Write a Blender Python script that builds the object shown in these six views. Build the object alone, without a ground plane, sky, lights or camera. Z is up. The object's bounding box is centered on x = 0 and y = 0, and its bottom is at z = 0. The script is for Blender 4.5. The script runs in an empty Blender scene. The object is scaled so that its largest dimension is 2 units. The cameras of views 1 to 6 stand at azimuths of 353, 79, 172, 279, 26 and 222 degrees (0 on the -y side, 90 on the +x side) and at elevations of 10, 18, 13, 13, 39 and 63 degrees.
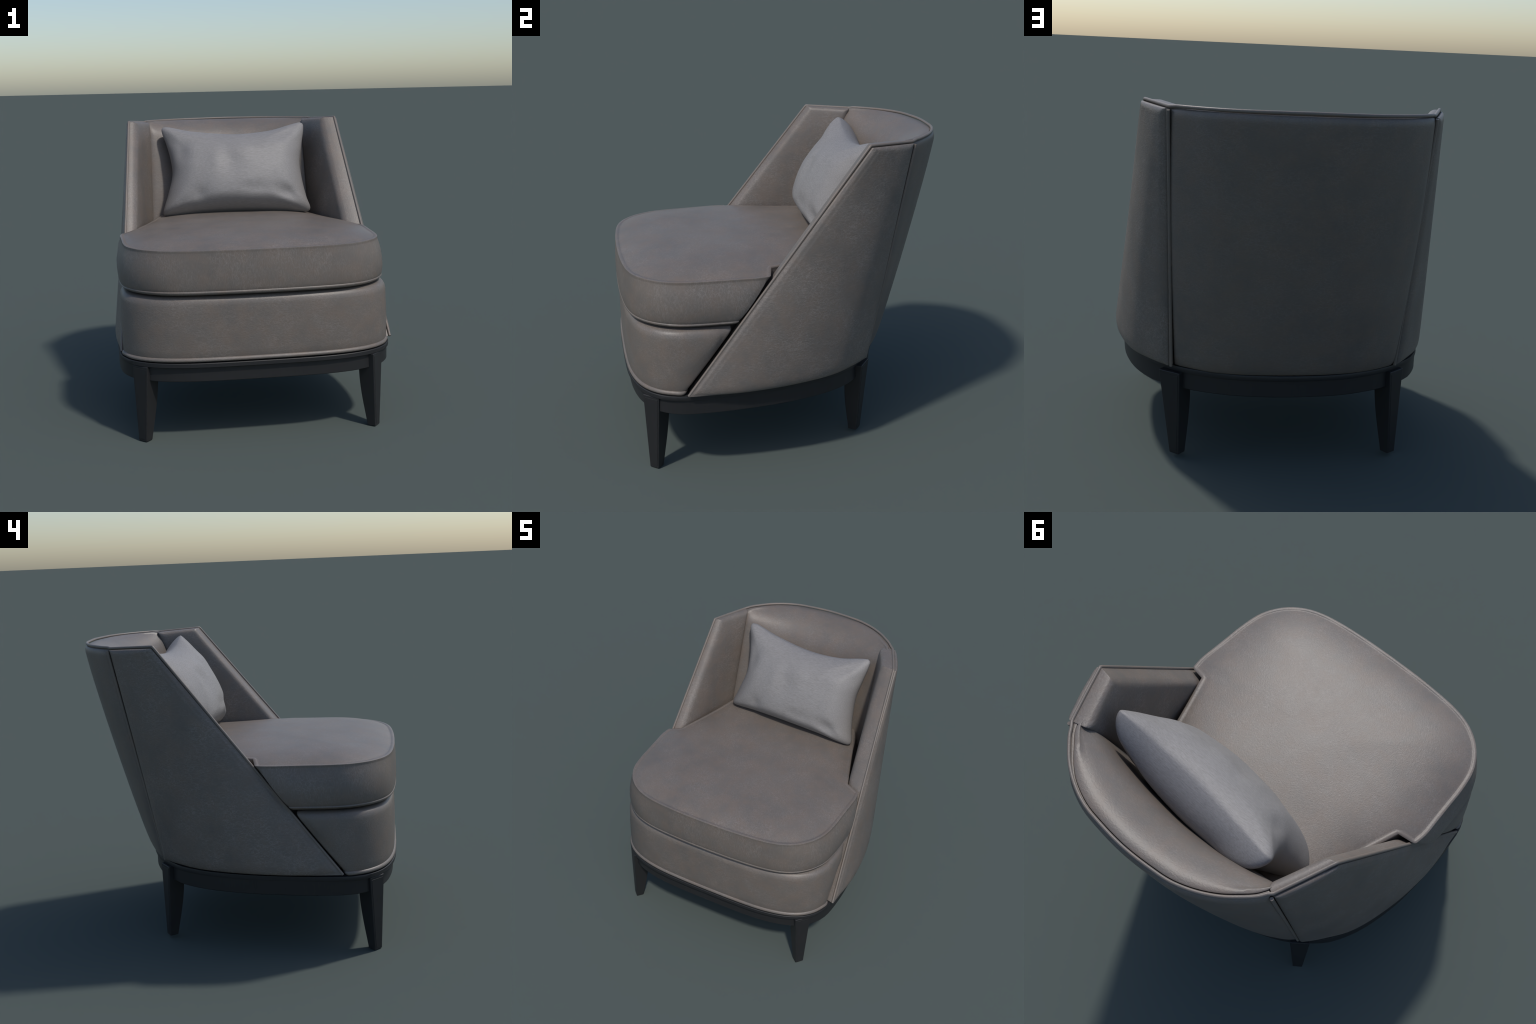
import bpy, bmesh, math
from mathutils import Vector, noise, Matrix

# ------------------------------------------------------------------ helpers
def catmull(pts, n, closed=False):
    """n points evenly spread by arc length on a centripetal-like Catmull-Rom curve."""
    P = [Vector(p) for p in pts]
    dense = []
    m = len(P)
    for i in range(m if closed else m - 1):
        p1, p2 = P[i], P[(i + 1) % m]
        p0 = P[i - 1] if (closed or i > 0) else p1 * 2 - p2
        p3 = P[(i + 2) % m] if (closed or i + 2 < m) else p2 * 2 - p1
        d = (p2 - p1).length + 1e-9
        m1 = (p2 - p0) * (d / ((p1 - p0).length + d + 1e-9))
        m2 = (p3 - p1) * (d / ((p3 - p2).length + d + 1e-9))
        for k in range(24):
            t = k / 24.0
            t2, t3 = t * t, t * t * t
            dense.append(p1 * (2*t3 - 3*t2 + 1) + m1 * (t3 - 2*t2 + t)
                         + p2 * (3*t2 - 2*t3) + m2 * (t3 - t2))
    dense.append(P[0] if closed else P[-1])
    return resample(dense, n, closed)

def resample(dense, n, closed=False):
    L = [0.0]
    for a, b in zip(dense, dense[1:]):
        L.append(L[-1] + (b - a).length)
    out, j = [], 0
    for k in range(n):
        s = L[-1] * k / (n if closed else n - 1)
        while j < len(L) - 2 and L[j + 1] < s:
            j += 1
        f = (s - L[j]) / max(L[j + 1] - L[j], 1e-12)
        out.append(dense[j].lerp(dense[j + 1], min(max(f, 0), 1)))
    return out

def linear(pts, n):
    return resample([Vector(p) for p in pts], n)

def make(name, verts, faces, mat, parent=None, sharp=40.0, smooth=True):
    me = bpy.data.meshes.new(name)
    me.from_pydata([tuple(v) for v in verts], [], faces)
    bm = bmesh.new(); bm.from_mesh(me)
    bmesh.ops.remove_doubles(bm, verts=bm.verts, dist=1e-5)
    bmesh.ops.recalc_face_normals(bm, faces=bm.faces)
    bm.to_mesh(me); bm.free()
    if smooth:
        me.shade_smooth()
        me.set_sharp_from_angle(angle=math.radians(sharp))
    me.materials.append(mat)
    ob = bpy.data.objects.new(name, me)
    bpy.context.scene.collection.objects.link(ob)
    if parent:
        ob.parent = parent
    return ob

def bevel(ob, width, segments=4, angle=50):
    b = ob.modifiers.new("rounded_edges", "BEVEL")
    b.width, b.segments, b.limit_method = width, segments, "ANGLE"
    b.angle_limit = math.radians(angle)
    b.use_clamp_overlap = True
    b.harden_normals = True
    return ob

def spread(radius, n):
    """sample stations in metres from an edge, dense inside the rounding."""
    return [radius * k for k in (0.0, 0.03, 0.12, 0.28, 0.5, 0.75, 1.0, 1.3, 1.7)]

def panel(name, P, Q, depth_p, depth_q, reach, mat, parent, nu=26, nv=26, swell=0.0, sharp=50):
    """Upholstered board between two surfaces P(s, r) and Q(s, r). depth_p / depth_q give how far the
    skin falls away from each surface at a distance e (metres) from the four edges (mitred corners)."""
    near = spread(reach, 9)
    def length(f):
        L, a = 0.0, f(0.0)
        for k in range(1, 13):
            b = f(k / 12.0); L += (b - a).length; a = b
        return L
    def stations(n, L):
        lo = [(e / L, e) for e in near if e < L * 0.45]
        hi = [(1 - e / L, e) for e, in reversed([(e,) for e in near if e < L * 0.45])]
        a, b = lo[-1][0], hi[0][0]
        mid = [a + (b - a) * k / n for k in range(1, n)]
        return [x for x, _ in lo] + mid + [x for x, _ in hi]
    nn = 2 * len(near) + nu - 1
    mm = 2 * len(near) + nv - 1
    gp, gq = [], []
    col_r = {}
    for i in range(nn):
        rowp, rowq = [], []
        s_guess = stations(nu, length(lambda t: P(t, 0.5)))[i]
        Lr = length(lambda t: P(s_guess, t))
        rs = stations(nv, Lr)
        for j in range(mm):
            r = rs[j]
            key = j
            if key not in col_r:
                L = length(lambda t: P(t, r)); col_r[key] = (L, stations(nu, L))
            Ls, ss = col_r[key]
            s_ = ss[i]
            e = (s_ * Ls, (1 - s_) * Ls, r * Lr, (1 - r) * Lr)      # rear, front, bottom, top edge
            p, q = P(s_, r), Q(s_, r)
            d = q - p
            T = d.length
            d.normalize()
            w = (1 - (2 * s_ - 1) ** 6) * (1 - (2 * r - 1) ** 6)
            rowp.append(p + d * (min(depth_p(e), T * 0.6) - swell * w))
            rowq.append(q - d * min(depth_q(e), T * 0.38))
        gp.append(rowp); gq.append(rowq)
    verts = [p for row in gp for p in row] + [q for row in gq for q in row]
    o = nn * mm
    I = lambda i, j: i * mm + j
    faces = []
    for i in range(nn - 1):
        for j in range(mm - 1):
            faces.append((I(i, j), I(i+1, j), I(i+1, j+1), I(i, j+1)))
            faces.append((o+I(i, j), o+I(i, j+1), o+I(i+1, j+1), o+I(i+1, j)))
    for i in range(nn - 1):
        for j in (0, mm - 1):
            faces.append((I(i, j), o+I(i, j), o+I(i+1, j), I(i+1, j)))
    for j in range(mm - 1):
        for i in (0, nn - 1):
            faces.append((I(i, j), I(i, j+1), o+I(i, j+1), o+I(i, j)))
    return make(name, verts, faces, mat, parent, sharp=sharp)

def fall(e, R, depth=None):
    """quarter-ellipse roll-off of the given radius and depth."""
    x = min(1.0, max(0.0, R - e) / R)
    return (depth or R) * (1 - math.sqrt(1 - x * x))
def ridge(e, at, width, height):
    return height * math.exp(-((e - at) / width) ** 2)
def round_edge(R):
    return lambda e: fall(min(e), R)

class Curve2:
    """plan curve that can be read at any fraction of its length."""
    def __init__(self, pts, n=160):
        self.p = catmull([Vector((x, y, 0)) for x, y in pts], n)
    def __call__(self, t):
        x = min(max(t, 0.0), 1.0) * (len(self.p) - 1)
        i = min(int(x), len(self.p) - 2)
        return self.p[i].lerp(self.p[i + 1], x - i)

def tube(name, path, r, mat, parent, sides=10, closed=False):
    """round cord along a path, with real volume and closed ends."""
    n = len(path)
    verts, faces = [], []
    up = Vector((0, 0, 1))
    prev = None
    for i, p in enumerate(path):
        a = path[(i - 1) % n] if (closed or i > 0) else p
        b = path[(i + 1) % n] if (closed or i < n - 1) else p
        t = (b - a).normalized()
        if prev is None:
            u = t.cross(up)
            if u.length < 1e-4:
                u = Vector((1, 0, 0))
        else:
            u = prev - t * prev.dot(t)
        u.normalize(); prev = u
        w = t.cross(u)
        for k in range(sides):
            g = 2 * math.pi * k / sides
            verts.append(p + (u * math.cos(g) + w * math.sin(g)) * r)
    for i in range(n if closed else n - 1):
        for k in range(sides):
            j = (i + 1) % n
            faces.append((i*sides+k, i*sides+(k+1) % sides, j*sides+(k+1) % sides, j*sides+k))
    if not closed:
        faces.append(tuple(range(sides)))
        faces.append(tuple(range((n-1)*sides, n*sides)))
    return make(name, verts, faces, mat, parent, sharp=50)

def mirror(pts):
    return [Vector((-p[0], p[1], p[2])) if len(p) > 2 else Vector((-p[0], p[1])) for p in pts]

# ------------------------------------------------------------------ materials
class Nodes:
    def __init__(self, name):
        self.m = bpy.data.materials.new(name)
        self.m.use_nodes = True
        self.t = self.m.node_tree
        self.b = self.t.nodes["Principled BSDF"]
        self.co = self.add("ShaderNodeTexCoord").outputs["Object"]
    def add(self, kind, **kw):
        n = self.t.nodes.new(kind)
        for k, v in kw.items():
            setattr(n, k, v)
        return n
    def link(self, a, b):
        self.t.links.new(a, b)
    def mapping(self, scale=(1, 1, 1), rot=(0, 0, 0), vec=None):
        n = self.add("ShaderNodeMapping")
        n.inputs["Scale"].default_value = scale
        n.inputs["Rotation"].default_value = rot
        self.link(vec or self.co, n.inputs["Vector"])
        return n.outputs[0]
    def noise(self, scale, detail=4, rough=0.5, vec=None, out="Fac", dist=0.0):
        n = self.add("ShaderNodeTexNoise")
        n.inputs["Scale"].default_value = scale
        n.inputs["Detail"].default_value = detail
        n.inputs["Roughness"].default_value = rough
        n.inputs["Distortion"].default_value = dist
        self.link(vec or self.co, n.inputs["Vector"])
        return n.outputs[out]
    def ramp(self, fac, stops):
        n = self.add("ShaderNodeValToRGB")
        e = n.color_ramp.elements
        while len(e) < len(stops):
            e.new(0.5)
        for el, (p, c) in zip(e, stops):
            el.position = p
            el.color = (*c, 1) if len(c) == 3 else c
        self.link(fac, n.inputs[0])
        return n.outputs[0]
    def mix(self, fac, a, b, mode="MIX"):
        n = self.add("ShaderNodeMix", data_type="RGBA", blend_type=mode)
        for s, v in ((0, fac), (6, a), (7, b)):
            if hasattr(v, "is_linked"):
                self.link(v, n.inputs[s])
            elif s == 0:
                n.inputs[0].default_value = v
            else:
                n.inputs[s].default_value = (*v, 1)
        return n.outputs[2]
    def math(self, op, a, b=0.0, c=0.0):
        n = self.add("ShaderNodeMath", operation=op)
        for s, v in enumerate((a, b, c)):
            if hasattr(v, "is_linked"):
                self.link(v, n.inputs[s])
            else:
                n.inputs[s].default_value = v
        return n.outputs[0]
    def bump(self, height, strength, distance):
        n = self.add("ShaderNodeBump")
        n.inputs["Strength"].default_value = strength
        n.inputs["Distance"].default_value = distance
        self.link(height, n.inputs["Height"])
        self.link(n.outputs[0], self.b.inputs["Normal"])

def leather(name, base, dark, stretch, rot, crease=0.35):
    """grained hide: warm grey mottling, fine elongated pebble creases that catch a paler tone."""
    N = Nodes(name)
    big = N.noise(2.6, 3, 0.55)
    mid = N.noise(11.0, 4, 0.6)
    warp = N.noise(9.0, 2, 0.5, out="Color")
    v = N.mapping(stretch, rot)
    vm = N.add("ShaderNodeMix", data_type="VECTOR")
    vm.inputs[0].default_value = 0.035
    N.link(v, vm.inputs[4]); N.link(warp, vm.inputs[5])
    vec = vm.outputs[1]
    # wavy hair-fine creases: the zero lines of a stretched noise, at two sizes
    def crease_lines(scale, width):
        n = N.noise(scale, 2, 0.55, vec=vec)
        d = N.math("ABSOLUTE", N.math("SUBTRACT", n, 0.5))
        return N.ramp(d, [(0.0, (1, 1, 1)), (width, (0, 0, 0))])
    l1, l2 = crease_lines(56.0, 0.040), crease_lines(100.0, 0.048)
    lines = N.math("MAXIMUM", N.math("MULTIPLY", l1, 0.9), N.math("MULTIPLY", l2, 0.5))
    fine = N.noise(230.0, 3, 0.6, vec=v)
    pebble = N.noise(150.0, 2, 0.5, vec=vec)
    colour = N.mix(N.ramp(big, [(0.32, (0, 0, 0)), (0.68, (1, 1, 1))]), dark, base)
    warm = (base[0] * 1.06, base[1] * 0.97, base[2] * 0.91)
    colour = N.mix(N.ramp(mid, [(0.40, (0, 0, 0)), (0.66, (0.75, 0.75, 0.75))]), colour, warm)
    pale = tuple(min(1, c * 1.62) for c in (base[0], base[1] * 1.02, base[2] * 1.06))
    patchy = N.ramp(N.noise(5.0, 3, 0.6), [(0.35, (0.15, 0.15, 0.15)), (0.65, (1, 1, 1))])
    crack = N.math("MULTIPLY", lines, crease)
    crack = N.math("MULTIPLY", crack, patchy)
    colour = N.mix(crack, colour, pale)
    N.link(colour, N.b.inputs["Base Color"])
    rgh = N.math("MULTIPLY_ADD", mid, 0.05, 0.43)
    N.link(rgh, N.b.inputs["Roughness"])
    N.b.inputs["Specular IOR Level"].default_value = 0.5
    h = N.math("ADD", N.math("MULTIPLY", pebble, 1.0), N.math("MULTIPLY", fine, 0.35))
    h = N.math("SUBTRACT", h, N.math("MULTIPLY", N.math("MULTIPLY", lines, patchy), 0.22))
    N.bump(h, 0.40, 0.0016)
    return N.m

def satin(name):
    """pale lilac-grey slubbed weave: long thin horizontal threads."""
    N = Nodes(name)
    threads = N.noise(26.0, 4, 0.62, vec=N.mapping((1.0, 9.0, 9.0)))
    fine = N.noise(110.0, 3, 0.6, vec=N.mapping((0.6, 6.0, 6.0)))
    weft = N.noise(130.0, 2, 0.5, vec=N.mapping((5.0, 1.0, 0.8)))
    big = N.noise(3.2, 2, 0.5)
    c = N.mix(N.ramp(threads, [(0.34, (0, 0, 0)), (0.66, (1, 1, 1))]), (0.199, 0.186, 0.178), (0.278, 0.262, 0.251))
    c = N.mix(N.ramp(fine, [(0.45, (0, 0, 0)), (0.8, (0.55, 0.55, 0.55))]), c, (0.36, 0.342, 0.333))
    c = N.mix(N.ramp(big, [(0.35, (0, 0, 0)), (0.7, (0.25, 0.25, 0.25))]), c, (0.205, 0.200, 0.199))
    N.link(c, N.b.inputs["Base Color"])
    N.b.inputs["Roughness"].default_value = 0.56
    N.b.inputs["Specular IOR Level"].default_value = 0.5
    N.bump(N.math("ADD", N.math("ADD", threads, fine), N.math("MULTIPLY", weft, 0.5)), 0.3, 0.0012)
    return N.m

def dark_wood(name):
    N = Nodes(name)
    grain = N.noise(24.0, 5, 0.6, vec=N.mapping((5.0, 5.0, 0.5)))
    c = N.mix(grain, (0.0165, 0.0165, 0.0175), (0.024, 0.0237, 0.0245))
    N.link(c, N.b.inputs["Base Color"])
    N.b.inputs["Roughness"].default_value = 0.48
    N.b.inputs["Specular IOR Level"].default_value = 0.4
    N.bump(grain, 0.12, 0.001)
    return N.m

BASE, DARK = (0.160, 0.138, 0.120), (0.134, 0.118, 0.105)
HIDE_TOP = leather("taupe_hide_seat", BASE, DARK, (1.25, 0.85, 0.42), (0, 0.12, 0.25), 0.65)
HIDE_SIDE = leather("taupe_hide_shell", BASE, DARK, (1.0, 0.48, 1.15), (0.45, 0, 0), 0.80)
HIDE_FRONT = leather("taupe_hide_front", BASE, DARK, (0.55, 0.9, 1.2), (0, 0.40, 0), 0.55)
HIDE_BACK = leather("taupe_hide_back", BASE, DARK, (0.55, 0.8, 1.25), (0, 0, 0), 0.40)
PIPE = leather("taupe_hide_piping", tuple(c * 1.12 for c in BASE), BASE, (1, 1, 1), (0, 0, 0), 0.15)
GAP = leather("dark_gap_layer", (0.02, 0.02, 0.021), (0.014, 0.014, 0.015), (1, 1, 1), (0, 0, 0), 0.1)
WOOD = dark_wood("near_black_stained_wood")
CLOTH = satin("lilac_grey_weave")

# ------------------------------------------------------------------ the chair
chair = bpy.data.objects.new("armchair", None)
bpy.context.scene.collection.objects.link(chair)
chair["label"] = "taupe leather tub armchair with sloped arms and dark legs"
chair["category"] = "armchair"
chair.location = (-0.014, 0.0, 0.0)
chair.rotation_euler = (0, 0, math.radians(1.0))

# ---- wooden frame: rounded-corner apron with a thin lip on top
APRON = [(0, -0.974), (0.3, -0.970), (0.46, -0.956), (0.6, -0.924), (0.715, -0.868), (0.79, -0.79),
         (0.834, -0.69), (0.853, -0.5), (0.853, -0.31), (0.837, -0.09), (0.785, 0.14), (0.706, 0.305),
         (0.634, 0.383), (0.520, 0.476), (0.394, 0.540), (0.25, 0.586), (0, 0.608)]
def full(half):
    right = [Vector((x, y, 0)) for x, y in half]
    return right + [Vector((-p.x, p.y, 0)) for p in reversed(right[1:-1])]
def tilt(y):
    return 0.0185 * (y + 0.86) / 1.3
def ring_normals(loop):
    n = len(loop)
    out = []
    for i in range(n):
        t = loop[(i + 1) % n] - loop[i - 1]
        out.append(Vector((t.y, -t.x, 0)).normalized())
    return out
apron = catmull(full(APRON), 120, closed=True)
nrm = ring_normals(apron)
def apron_prism(name, profile):
    verts, faces, n = [], [], len(apron)
    for d, z in profile:
        for p, q in zip(apron, nrm):
            front = max(0.0, -q.y)
            back = max(0.0, q.y)
            e = d if d < 0 else d * (0.08 + 0.92 * front ** 0.7 + 0.5 * back)
            v = p + q * e
            verts.append((v.x, v.y, z + tilt(v.y)))
    for k in range(len(profile) - 1):
        for i in range(n):
            j = (i + 1) % n
            faces.append((k*n+i, k*n+j, (k+1)*n+j, (k+1)*n+i))
    faces.append(tuple(range(n)))
    faces.append(tuple(range((len(profile)-1)*n, len(profile)*n)))
    return make(name, verts, faces, WOOD, chair, sharp=35)
frame = apron_prism("wooden_frame", [(-0.004, 0.380), (0, 0.384), (0, 0.482)])
apron_prism("frame_lip", [(-0.02, 0.4705), (0.018, 0.4705), (0.021, 0.4735), (0.021, 0.495), (0.018, 0.498), (-0.02, 0.5015)]).parent = frame

# ---- legs: flat outer face set diagonally, tapering mostly on the inner side
def leg(foot_a, foot_b, foot_z, top_a, top_b, top_z, first=[None]):
    fa, fb = Vector((*foot_a, foot_z)), Vector((*foot_b, foot_z))
    ta, tb = Vector((*top_a, top_z)), Vector((*top_b, top_z))
    verts, faces = [], []
    steps = 14
    for k in range(steps + 1):
        t = k / steps
        a, b = fa.lerp(ta, t), fb.lerp(tb, t)
        d = (a - b); d.z = 0
        inw = Vector((-d.y, d.x, 0)).normalized()
        mid = (a + b) / 2
        if inw.dot(Vector((0, -0.2, 0)) - Vector((mid.x, mid.y, 0))) < 0:
            inw = -inw
        depth = 0.055 + 0.05 * math.sin(min(t / 0.8, 1) * math.pi / 2) ** 1.1
        verts += [a, b, b + inw * depth, a + inw * depth]
    for k in range(steps):
        o = k * 4
        for i in range(4):
            j = (i + 1) % 4
            faces.append((o+i, o+j, o+4+j, o+4+i))
    faces += [(0, 1, 2, 3), tuple(steps*4 + i for i in range(4))]
    ob = make("leg", verts, faces, WOOD, chair, sharp=40)
    bevel(ob, 0.005, 2, 40)
    # raised flat fillet on the outer face
    verts, faces = [], []
    for side in (0, 1):
        for t in (0.035, 0.965):
            a, b = fa.lerp(ta, t), fb.lerp(tb, t)
            d = (a - b); w = d.length; d.normalize()
            inw = Vector((-d.y, d.x, 0)).normalized()
            mid = (a + b) / 2
            if inw.dot(Vector((0, -0.2, 0)) - Vector((mid.x, mid.y, 0))) < 0:
                inw = -inw
            h = w / 2 - 0.011
            off = -inw * 0.0015 if side == 0 else inw * 0.004
            verts += [mid + d * h + off, mid - d * h + off]
    faces = [(0, 1, 3, 2), (4, 6, 7, 5), (0, 2, 6, 4), (1, 5, 7, 3), (0, 4, 5, 1), (2, 3, 7, 6)]
    f = make("leg_face", verts, faces, WOOD, ob, sharp=40)
    bevel(f, 0.001, 2, 40)
frame.location.x = -0.007
leg((0.737, -0.860), (0.697, -0.907), 0.0, (0.757, -0.836), (0.678, -0.922), 0.470)
leg((-0.763, -0.855), (-0.717, -0.897), 0.0, (-0.783, -0.832), (-0.697, -0.913), 0.470)
leg((0.596, 0.400), (0.549, 0.441), 0.0185, (0.660, 0.412), (0.556, 0.490), 0.489)
leg((-0.626, 0.442), (-0.579, 0.476), 0.0185, (-0.646, 0.420), (-0.557, 0.490), 0.489)

# ---- seat cushion and seat base share the slanted cut that follows the arm's sloping edge
SLOPE = 0.7956
def half_outline(front, wing_y, wing_x, notch, tail, z, z0, counts):
    """front curve -> wing tip -> notch -> tail, for one level; the wing slides along the slope."""
    shift = -SLOPE * (z0 - z)
    wy = wing_y + shift
    f = [Vector((x, y, 0)) for x, y in front if y < wy - 0.02] + [Vector((wing_x, wy - 0.012, 0))]
    a = catmull(f, counts[0])
    r = catmull([f[-1], Vector((wing_x - 0.004, wy + 0.002, 0)), Vector((wing_x - 0.02, wy + 0.010, 0))], 5)
    n = Vector((notch[0], notch[1] + shift, 0))
    b = linear([r[-1], n], counts[1])
    c = catmull([n] + [Vector((x, max(y, n.y + 0.02 + 0.03 * i), 0)) for i, (x, y) in enumerate(tail)], counts[2])
    return a + r[1:] + b[1:] + c[1:]

EDGE_LINE = []
def crown(x, y, height):
    """soft even crown: rises from the front and wing edges and runs on level under the pillow."""
    if not EDGE_LINE:
        EDGE_LINE.extend(catmull([Vector((a, b, 0)) for a, b in FRONT_CUSHION] + [Vector((0.775, -0.08, 0)), Vector((0.70, 0.13, 0)), Vector((0.64, 0.36, 0)), Vector((0.60, 0.6, 0))], 90))
    p = Vector((abs(x), y, 0))
    best = min((q - p).length for q in EDGE_LINE)
    inside = max(0.0, best - 0.020)
    return height * (1 - math.exp(-inside / 0.175)) * (1 if y < 0.9 else 0)

def loft_block(name, level, profile, mat, parent, dome, centre=(0, -0.30), rings=10, z_bottom=None, wobble=0.0):
    """level(z) gives the half outline; profile is a list of (outward offset, z, side bulge)."""
    loops = []
    for d, z, bulge in profile:
        h = level(z)
        loop = h + [Vector((-p.x, p.y, 0)) for p in reversed(h[1:-1])]
        q = ring_normals(loop)
        L = []
        for p, k in zip(loop, q):
            e = d + bulge * (0.25 + 0.75 * abs(k.x)) * (1.0 if k.y < 0.5 else 0.2)
            v = p + k * e
            L.append(Vector((v.x, v.y, z)))
        loops.append(L)
    n = len(loops[0])
    verts, faces = [], []
    c = Vector((centre[0], centre[1], 0))
    # domed top, scaled rings of the first loop
    top = loops[0]
    z_top = profile[0][1]
    for k in range(1, rings + 1):
        f = k / (rings + 1)
        for p in top:
            v = c.lerp(Vector((p.x, p.y, 0)), f)
            z = z_top + crown(v.x, v.y, dome)
            z += wobble * noise.noise(Vector((v.x * 3.1, v.y * 3.1, 1.7))) * (1 - f ** 8)
            verts.append(Vector((v.x, v.y, z)))
    mid_z = z_top + crown(c.x, c.y, dome) + wobble * noise.noise(Vector((c.x * 3.1, c.y * 3.1, 1.7)))
    for L in loops:
        for p in L:
            k = max(0.0, min(1.0, (p.z - (z_top - 0.06)) / 0.06))
            verts.append(Vector((p.x, p.y, p.z + crown(p.x, p.y, dome) * k)))
    total = rings + len(loops)
    for k in range(total - 1):
        for i in range(n):
            j = (i + 1) % n
            faces.append((k*n+i, k*n+j, (k+1)*n+j, (k+1)*n+i))
    verts.append(Vector((c.x, c.y, mid_z)))
    t = len(verts) - 1
    for i in range(n):
        faces.append((t, (i + 1) % n, i))
    # flat underside
    last = loops[-1]
    verts.append(Vector((c.x, c.y - 0.1, last[0].z)))
    bidx = len(verts) - 1
    for i in range(n):
        faces.append((bidx, (total-1)*n+i, (total-1)*n+(i+1) % n))
    return make(name, verts, faces, mat, parent, sharp=55)

FRONT_CUSHION = [(0, -0.990), (0.2, -0.986), (0.42, -0.968), (0.55, -0.937), (0.645, -0.885), (0.72, -0.808),
                 (0.772, -0.705), (0.793, -0.58), (0.800, -0.45), (0.806, -0.34), (0.81, -0.25)]
CUSHION_TAIL = [(0.62, 0.11), (0.578, 0.25), (0.535, 0.40), (0.45, 0.53), (0.25, 0.64), (0, 0.68)]
def cushion_level(z):
    return half_outline(FRONT_CUSHION, -0.180, 0.803, (0.705, -0.150), CUSHION_TAIL, z, 1.165, (52, 8, 34))
cushion_profile = [(-0.034, 1.1652, 0), (-0.024, 1.1645, 0), (-0.0195, 1.1662, 0), (-0.015, 1.1682, 0), (-0.004, 1.1684, 0),
                   (0.001, 1.166, 0), (0.0018, 1.161, 0), (0.0012, 1.156, 0), (0.001, 1.148, 0.002), (0.001, 1.12, 0.012),
                   (0.001, 1.08, 0.023), (0.001, 1.03, 0.032), (0.001, 0.98, 0.035), (0.000, 0.945, 0.032),
                   (-0.001, 0.931, 0.030), (-0.002, 0.9275, 0.029), (0.0005, 0.925, 0.029), (0.0025, 0.919, 0.028),
                   (0.001, 0.911, 0.021), (-0.006, 0.905, 0.018), (-0.012, 0.903, 0.016), (-0.05, 0.90, 0.01)]
cushion = loft_block("seat_cushion", cushion_level, cushion_profile, HIDE_TOP, chair, 0.066, rings=18, wobble=0.004)

FRONT_BASE = [(0, -0.984), (0.2, -0.982), (0.42, -0.970), (0.58, -0.938), (0.69, -0.888), (0.768, -0.815),
              (0.814, -0.722), (0.828, -0.61), (0.830, -0.50), (0.828, -0.40)]
BASE_TAIL = [(0.62, -0.05), (0.55, 0.25), (0.45, 0.38), (0.25, 0.48), (0, 0.52)]
def base_level(z):
    return half_outline(FRONT_BASE, -0.411, 0.816, (0.70, -0.40), BASE_TAIL, z, 0.87, (48, 6, 24))
base_profile = [(-0.050, 0.893, 0), (-0.026, 0.888, 0), (-0.012, 0.878, 0), (-0.003, 0.862, 0), (0.000, 0.840, 0.002),
                (0.001, 0.79, 0.003), (0.002, 0.72, 0.006), (0.002, 0.64, 0.008), (0.001, 0.57, 0.008), (0.0, 0.535, 0.009),
                (-0.002, 0.528, 0.009), (0.004, 0.525, 0.009), (0.0085, 0.519, 0.009), (0.0095, 0.513, 0.009),
                (0.007, 0.506, 0.009), (0.0, 0.503, 0.009), (-0.03, 0.5015, 0)]
loft_block("seat_base", base_level, base_profile, HIDE_FRONT, chair, 0.0, rings=3).location.x = -0.007
cushion.location.x = -0.013

# ---- arms: ruled shells between a curved plan at the frame and a short top edge
ARM_BOTTOM = [(0.611, 0.461), (0.674, 0.383), (0.787, 0.202), (0.858, -0.06), (0.884, -0.31), (0.879, -0.47), (0.852, -0.674)]
ARM_TOP = [(0.660, 0.702), (0.717, 0.567), (0.764, 0.430)]
MID_BOTTOM = [(0.578, 0.440), (0.640, 0.360), (0.745, 0.180), (0.815, -0.07), (0.848, -0.31), (0.851, -0.46), (0.842, -0.671)]
MID_TOP = [(0.626, 0.706), (0.684, 0.562), (0.740, 0.418)]
INNER_BOTTOM = [(0.582, 0.250), (0.660, 0.03), (0.708, -0.30), (0.752, -0.650)]
INNER_TOP = [(0.572, 0.680), (0.625, 0.560), (0.680, 0.430)]
Z_LOW, Z_BACK, Z_FRONT = 0.510, 1.857, 1.870
def ruled(bottom, top):
    B, T = Curve2(bottom), Curve2(top)
    def f(s, r):
        p = B(s).lerp(T(s), r)
        z0 = Z_LOW + 0.012 * (1 - s)
        p.z = z0 + (Z_BACK + (Z_FRONT - Z_BACK) * s - z0) * r
        return p
    return f
OUTER, MID, INNER = ruled(ARM_BOTTOM, ARM_TOP), ruled(MID_BOTTOM, MID_TOP), ruled(INNER_BOTTOM, INNER_TOP)
def normal_of(F, s, r, h=0.02):
    u = F(min(s + h, 1), r) - F(max(s - h, 0), r)
    v = F(s, min(r + h, 1)) - F(s, max(r - h, 0))
    n = u.cross(v).normalized()
    return n if n.x > 0 else -n
def inset(F, d, drop=0.0):
    def f(s, r):
        p = F(s, r) - normal_of(F, s, r) * d
        p.z -= drop * r
        return p
    return f
LEAN = {1: -0.003, -1: 0.009}              # the upper works are not quite mirror images: drift in x at the top
def sided(F, sign, dx=0.0):
    def f(s, r):
        p = F(s, r)
        return Vector((p.x * sign + dx + LEAN[sign] * r, p.y, p.z))
    return f
def lowered(F, drop):
    def f(s, r):
        p = F(s, r)
        p.z -= drop * r
        return p
    return f
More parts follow.
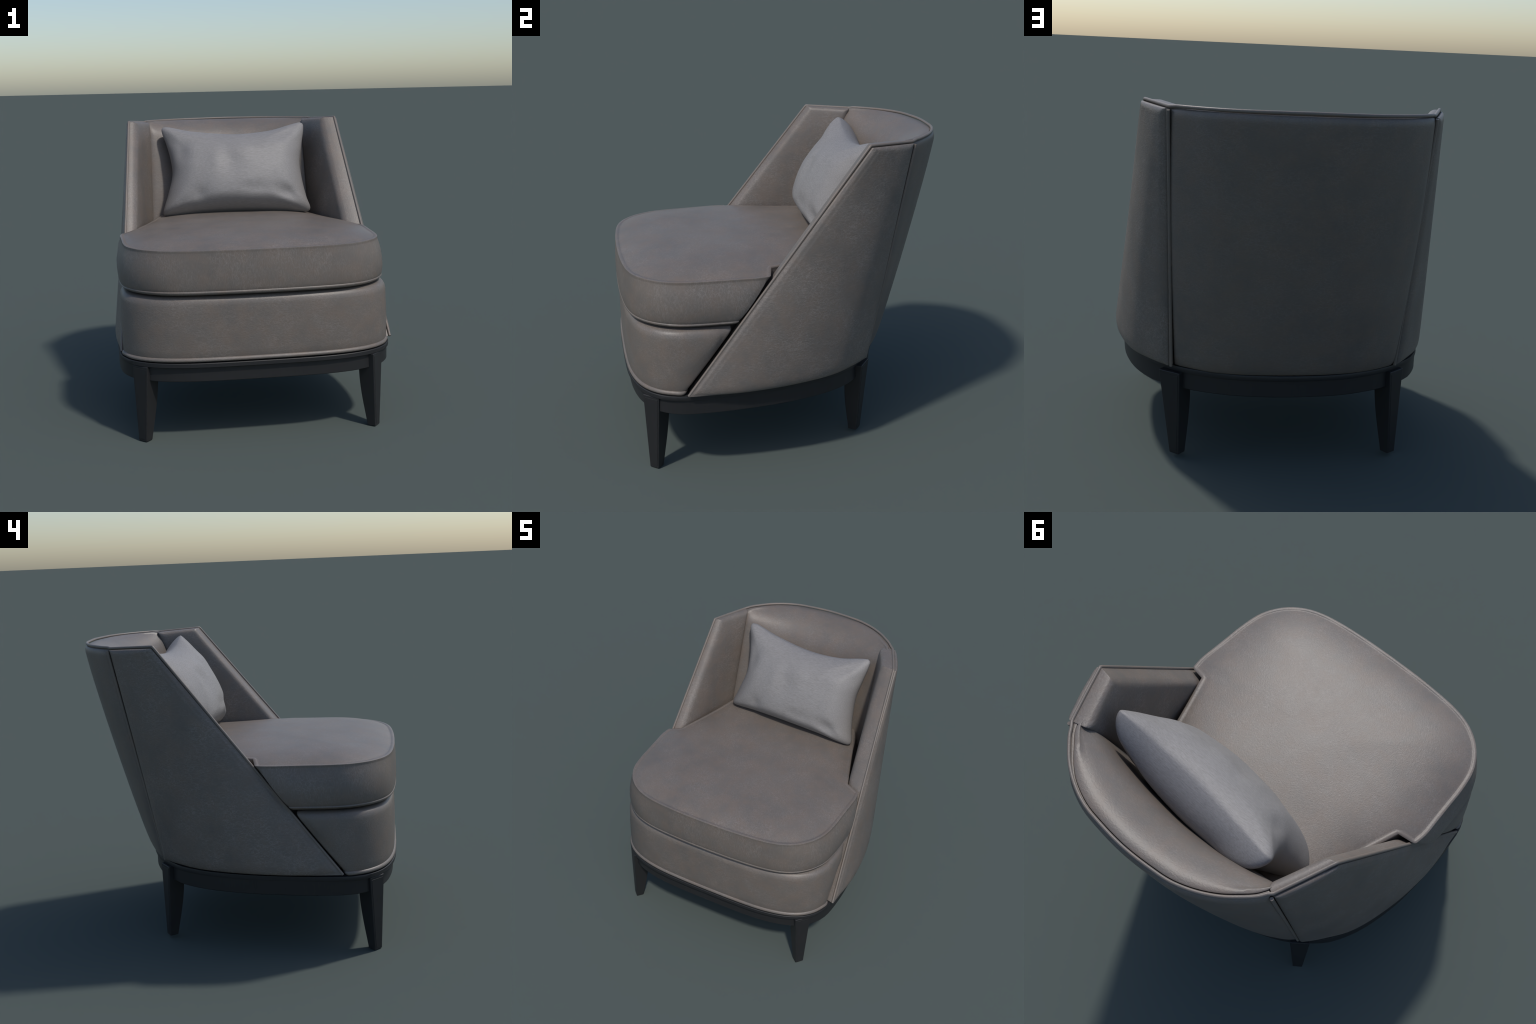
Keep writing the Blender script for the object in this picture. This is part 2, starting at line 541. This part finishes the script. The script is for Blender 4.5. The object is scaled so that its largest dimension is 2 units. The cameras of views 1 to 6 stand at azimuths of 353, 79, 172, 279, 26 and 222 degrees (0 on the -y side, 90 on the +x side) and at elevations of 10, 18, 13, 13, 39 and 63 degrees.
def shell_edge(e):      # full roll at the rear and top, tucked-under bottom, flat stitched border along the slope
    rear, front, low, top = e
    border = fall(front, 0.005) + 0.013 * max(0.0, 1 - front / 0.034) + ridge(front, 0.038, 0.0045, 0.0036)
    return max(border, fall(rear, 0.034, 0.022), fall(top, 0.034, 0.022), fall(low, 0.075, 0.018))
def core_edge(e):       # plump roll with a soft double ridge
    m = min(e[1], e[3])
    return max(fall(min(e), 0.028, 0.028), 0) - ridge(m, 0.012, 0.005, 0.0016) + ridge(m, 0.022, 0.004, 0.0012)
RIGHT_OUT, RIGHT_IN, LEFT_IN = 0.017, -0.026, -0.006      # the two arms are not quite mirror images
for sign in (1, -1):
    shift = RIGHT_OUT if sign == 1 else 0.0
    core = panel("arm", sided(INNER, sign, RIGHT_IN if sign == 1 else LEFT_IN), sided(inset(MID, 0.003), sign, shift * 0.7),
                 core_edge, round_edge(0.006), 0.036, HIDE_SIDE, chair, swell=0.010)
    panel("arm_shell", sided(lowered(OUTER, 0.004), sign, shift), sided(lowered(inset(MID, -0.002), 0.010), sign, shift * 0.7),
          shell_edge, round_edge(0.002), 0.040, HIDE_SIDE, core, nu=30, nv=30, swell=0.003)

# ---- backrest
BACK_TOP = [(0, 1.000), (0.2, 0.986), (0.29, 0.969), (0.39, 0.930), (0.48, 0.876), (0.55, 0.816), (0.60, 0.765), (0.632, 0.714)]
BACK_LOW = [(0, 0.624), (0.2, 0.614), (0.33, 0.590), (0.43, 0.555), (0.51, 0.514), (0.56, 0.481), (0.590, 0.450)]
def both(half):
    return [(-x, y) for x, y in reversed(half[1:])] + list(half)
BT, BL = Curve2(both(BACK_TOP), 240), Curve2(both(BACK_LOW), 240)
def plan_normal(C, t):
    d = C(min(t + 0.01, 1)) - C(max(t - 0.01, 0))
    n = Vector((d.y, -d.x, 0)).normalized()
    return n if n.y > 0 else -n
def back_skin(depth, z_top=1.854, z_low=0.520):
    def f(s, r):
        p = BL(s).lerp(BT(s), r)
        n = plan_normal(BL, s).lerp(plan_normal(BT, s), r).normalized()
        p = p - n * depth
        p.y += 0.003 + 0.004 * min(1.0, max(0.0, -p.x / 0.4)) * (1 - abs(2 * r - 1) ** 3)
        p.y -= 0.013 * min(1.0, max(0.0, (p.x - 0.40) / 0.12))
        p.x += 0.008 * r
        p += n * (0.012 * 4 * r * (1 - r))
        p.z = z_low + (z_top - z_low) * r
        return p
    return f
BACK_IN_TOP = [(0, 0.872), (0.2, 0.855), (0.3, 0.830), (0.40, 0.787), (0.49, 0.733), (0.54, 0.697), (0.588, 0.658)]
BACK_IN_MID = [(0, 0.530), (0.2, 0.522), (0.3, 0.516), (0.40, 0.503), (0.49, 0.478), (0.53, 0.460), (0.600, 0.415)]
IT, IM = Curve2(both(BACK_IN_TOP), 240), Curve2(both(BACK_IN_MID), 240)
Z_IN_LOW, Z_IN_TOP = 1.05, 1.858
def back_face(s, r):
    p = IM(s).lerp(IT(s), r)
    p.x += -0.010 + 0.008 * r
    p -= plan_normal(IT, s) * (0.100 * (1 - (2*s - 1) ** 4) * (1 - (2*r - 1) ** 6))
    p.z = Z_IN_LOW + (Z_IN_TOP - Z_IN_LOW) * r
    return p
BACKING = back_skin(0.034)
def back_rear(s, r):
    p = BACKING(s, (Z_IN_LOW + (Z_IN_TOP - Z_IN_LOW) * r - 0.52) / 1.334)
    p.x = max(min(p.x, 0.60), -0.60)
    p.z = Z_IN_LOW + (Z_IN_TOP + 0.004 - Z_IN_LOW) * r
    return p
def back_roll(e):
    t = e[3]
    return fall(min(e[0], e[1]), 0.050, 0.028) + fall(t, 0.085, 0.060) - ridge(t, 0.016, 0.007, 0.003) + ridge(t, 0.032, 0.007, 0.002)
backrest = panel("backrest", back_face, back_rear, back_roll, round_edge(0.008), 0.085, HIDE_BACK, chair, nu=40, nv=26, swell=0.0)
def back_edge(e):
    return max(fall(min(e[0], e[1]), 0.030, 0.020), fall(e[3], 0.045, 0.022), fall(e[2], 0.11, 0.018))
panel("backrest_shell", back_skin(0.0), back_skin(0.034), back_edge, round_edge(0.003), 0.040, HIDE_BACK, backrest, nu=48, nv=26, swell=0.006)
panel("backrest_dark_layer", back_skin(0.024, 1.835, 0.505), back_skin(0.060, 1.835, 0.505), round_edge(0.002), round_edge(0.002), 0.004, GAP, backrest, nu=40, nv=12)

# ---- piping: one cord up each sloping arm edge, along the arm tops and round the back
WELT = MID
cord = [WELT(1, k / 60) for k in range(61)] + [WELT(1 - k / 20, 1) for k in range(1, 21)]
lean = lambda p, sign: LEAN[sign] * (p.z - Z_LOW) / (Z_FRONT - Z_LOW)
right = [p + Vector((RIGHT_OUT * 0.7 + lean(p, 1), -0.002, 0.001)) for p in cord]
left = [Vector((-p.x + lean(p, -1), p.y - 0.002, p.z + 0.001)) for p in cord]
sweep = []
for k in range(121):
    t = 1 - k / 120
    p = BT(t) - plan_normal(BT, t) * 0.018 + Vector((0.006, 0, 0))
    sweep.append(Vector((p.x, p.y, 1.862 + 0.006 * (1 - abs(2 * t - 1)))))
sweep = [p for p in sweep if abs(p.x) < 0.608]
path = resample(right + sweep + list(reversed(left)), 420)
tube("piping", path, 0.0085, PIPE, chair, 12)
for sign in (1, -1):
    line = []
    for k in range(41):
        p = MID(0, k / 40) + normal_of(MID, 0, k / 40) * 0.010
        line.append(Vector(((p.x + (RIGHT_OUT * 0.7 if sign == 1 else 0)) * sign + lean(p, sign), p.y + 0.008, p.z - 0.013 * k / 40)))
    tube("piping", line, 0.0090, PIPE, chair, 12)

# ------------------------------------------------------------------ the cushion lying on the seat
CORNER = {"tl": Vector((-0.520, 0.580, 1.822)), "tr": Vector((0.518, 0.520, 1.835)),
          "bl": Vector((-0.540, 0.325, 1.203)), "br": Vector((0.518, 0.272, 1.207))}
# outline in the pillow's own plane (-1..1 both ways): blunt corners, edges drawn in between them
RIM = [(0.99, 0.93), (0.945, 0.50), (0.900, 0.10), (0.915, -0.30), (0.960, -0.70), (1.00, -0.93),
       (0.955, -1.0), (0.55, -0.965), (0.0, -0.945), (-0.55, -0.965), (-0.955, -1.0),
       (-0.99, -0.92), (-0.925, -0.55), (-0.860, -0.10), (-0.880, 0.25), (-0.935, 0.60), (-1.00, 0.93),
       (-0.955, 1.0), (-0.60, 0.878), (0.0, 0.770), (0.50, 0.828), (0.945, 1.0)]
def plane_point(u, v):
    a, b = (u + 1) / 2, (v + 1) / 2
    return CORNER["bl"].lerp(CORNER["br"], a).lerp(CORNER["tl"].lerp(CORNER["tr"], a), b)
across, upward = CORNER["br"] - CORNER["bl"], CORNER["tl"] - CORNER["bl"]
FACE = across.cross(upward).normalized()
FACE = FACE if FACE.y < 0 else -FACE
rim = catmull([Vector((u, v, 0)) for u, v in RIM], 180, closed=True)
HEART = Vector((0.02, -0.10, 0))
def plump(u, v, side):
    """half thickness of the filling: a full dome that thins to blunt corners, heavier at the bottom where it sags."""
    dome = (max(0.0, 1 - 0.62 * u * u) * max(0.0, 1 - (0.62 if v > 0 else 0.76) * v * v)) ** 0.50
    up = max(0.0, v)
    low_corner = 1 - 0.30 * max(0.0, -v) * u * u
    return (0.190 * (1 - 0.36 * v - 0.34 * up * up) if side > 0 else 0.200 * (1 - 0.06 * v)) * dome * low_corner
def dents(u, v):
    g = lambda a, b, c, d: math.exp(-((u - a) / b) ** 2 - ((v - c) / d) ** 2)
    return (0.013 * g(0.25, 0.22, -0.60, 0.13) + 0.016 * g(-0.50, 0.10, -0.66, 0.15) + 0.014 * g(0.66, 0.14, -0.66, 0.12)
            + 0.018 * g(-0.72, 0.09, 0.30, 0.24) - 0.010 * g(-0.25, 0.10, 0.12, 0.30) - 0.010 * g(0.10, 0.30, 0.30, 0.16)
            - 0.012 * g(0.55, 0.22, 0.42, 0.20) + 0.010 * g(-0.10, 0.16, 0.02, 0.30))
verts, faces = [], []
N_RING, n = 26, len(rim)
def skin(q, phi, side):
    k = math.cos(phi) ** 0.86
    k0 = 0.62 + 0.24 * min(1.0, abs(q.x * q.y)) ** 3
    x = max(0.0, (k - k0) / (1 - k0))
    lift = math.sqrt(max(0.0, 1 - x ** 2.2))
    uv = HEART.lerp(q, k)
    body = lift * plump(uv.x, uv.y, side)
    if side > 0:
        body -= dents(uv.x, uv.y) * lift
    body += 0.006 * lift * noise.noise(Vector((uv.x * 2.6, uv.y * 2.2, side * 3.0)))
    # soft gathers fanning in from the corners
    d = max(0.0, abs(uv.x * uv.y) - 0.20)
    body += 0.010 * d * math.sin(13 * (abs(uv.x) - abs(uv.y)) + 3 * side + 2 * uv.x) * lift
    return plane_point(uv.x, uv.y) + FACE * body * side
for side in (1, -1):
    for j in range(N_RING):
        if side < 0 and j == 0:
            continue
        phi = (math.pi / 2) * (j / N_RING) ** 1.15
        for q in rim:
            verts.append(skin(q, phi, side))
front_pole, back_pole = len(verts), len(verts) + 1
verts += [skin(HEART, math.pi / 2, 1), skin(HEART, math.pi / 2, -1)]
ring = lambda side, j: 0 if j == 0 else (j * n if side > 0 else (N_RING + j - 1) * n)
for side, pole in ((1, front_pole), (-1, back_pole)):
    for j in range(N_RING - 1):
        a, b = ring(side, j), ring(side, j + 1)
        for i in range(n):
            k = (i + 1) % n
            faces.append((a+i, a+k, b+k, b+i))
    b = ring(side, N_RING - 1)
    for i in range(n):
        faces.append((b+i, b+(i+1) % n, pole))
pillow = make("throw_pillow", verts, faces, CLOTH, None, sharp=180)
pillow["label"] = "plump rectangular lumbar pillow in pale grey woven fabric"
pillow["category"] = "throw pillow"
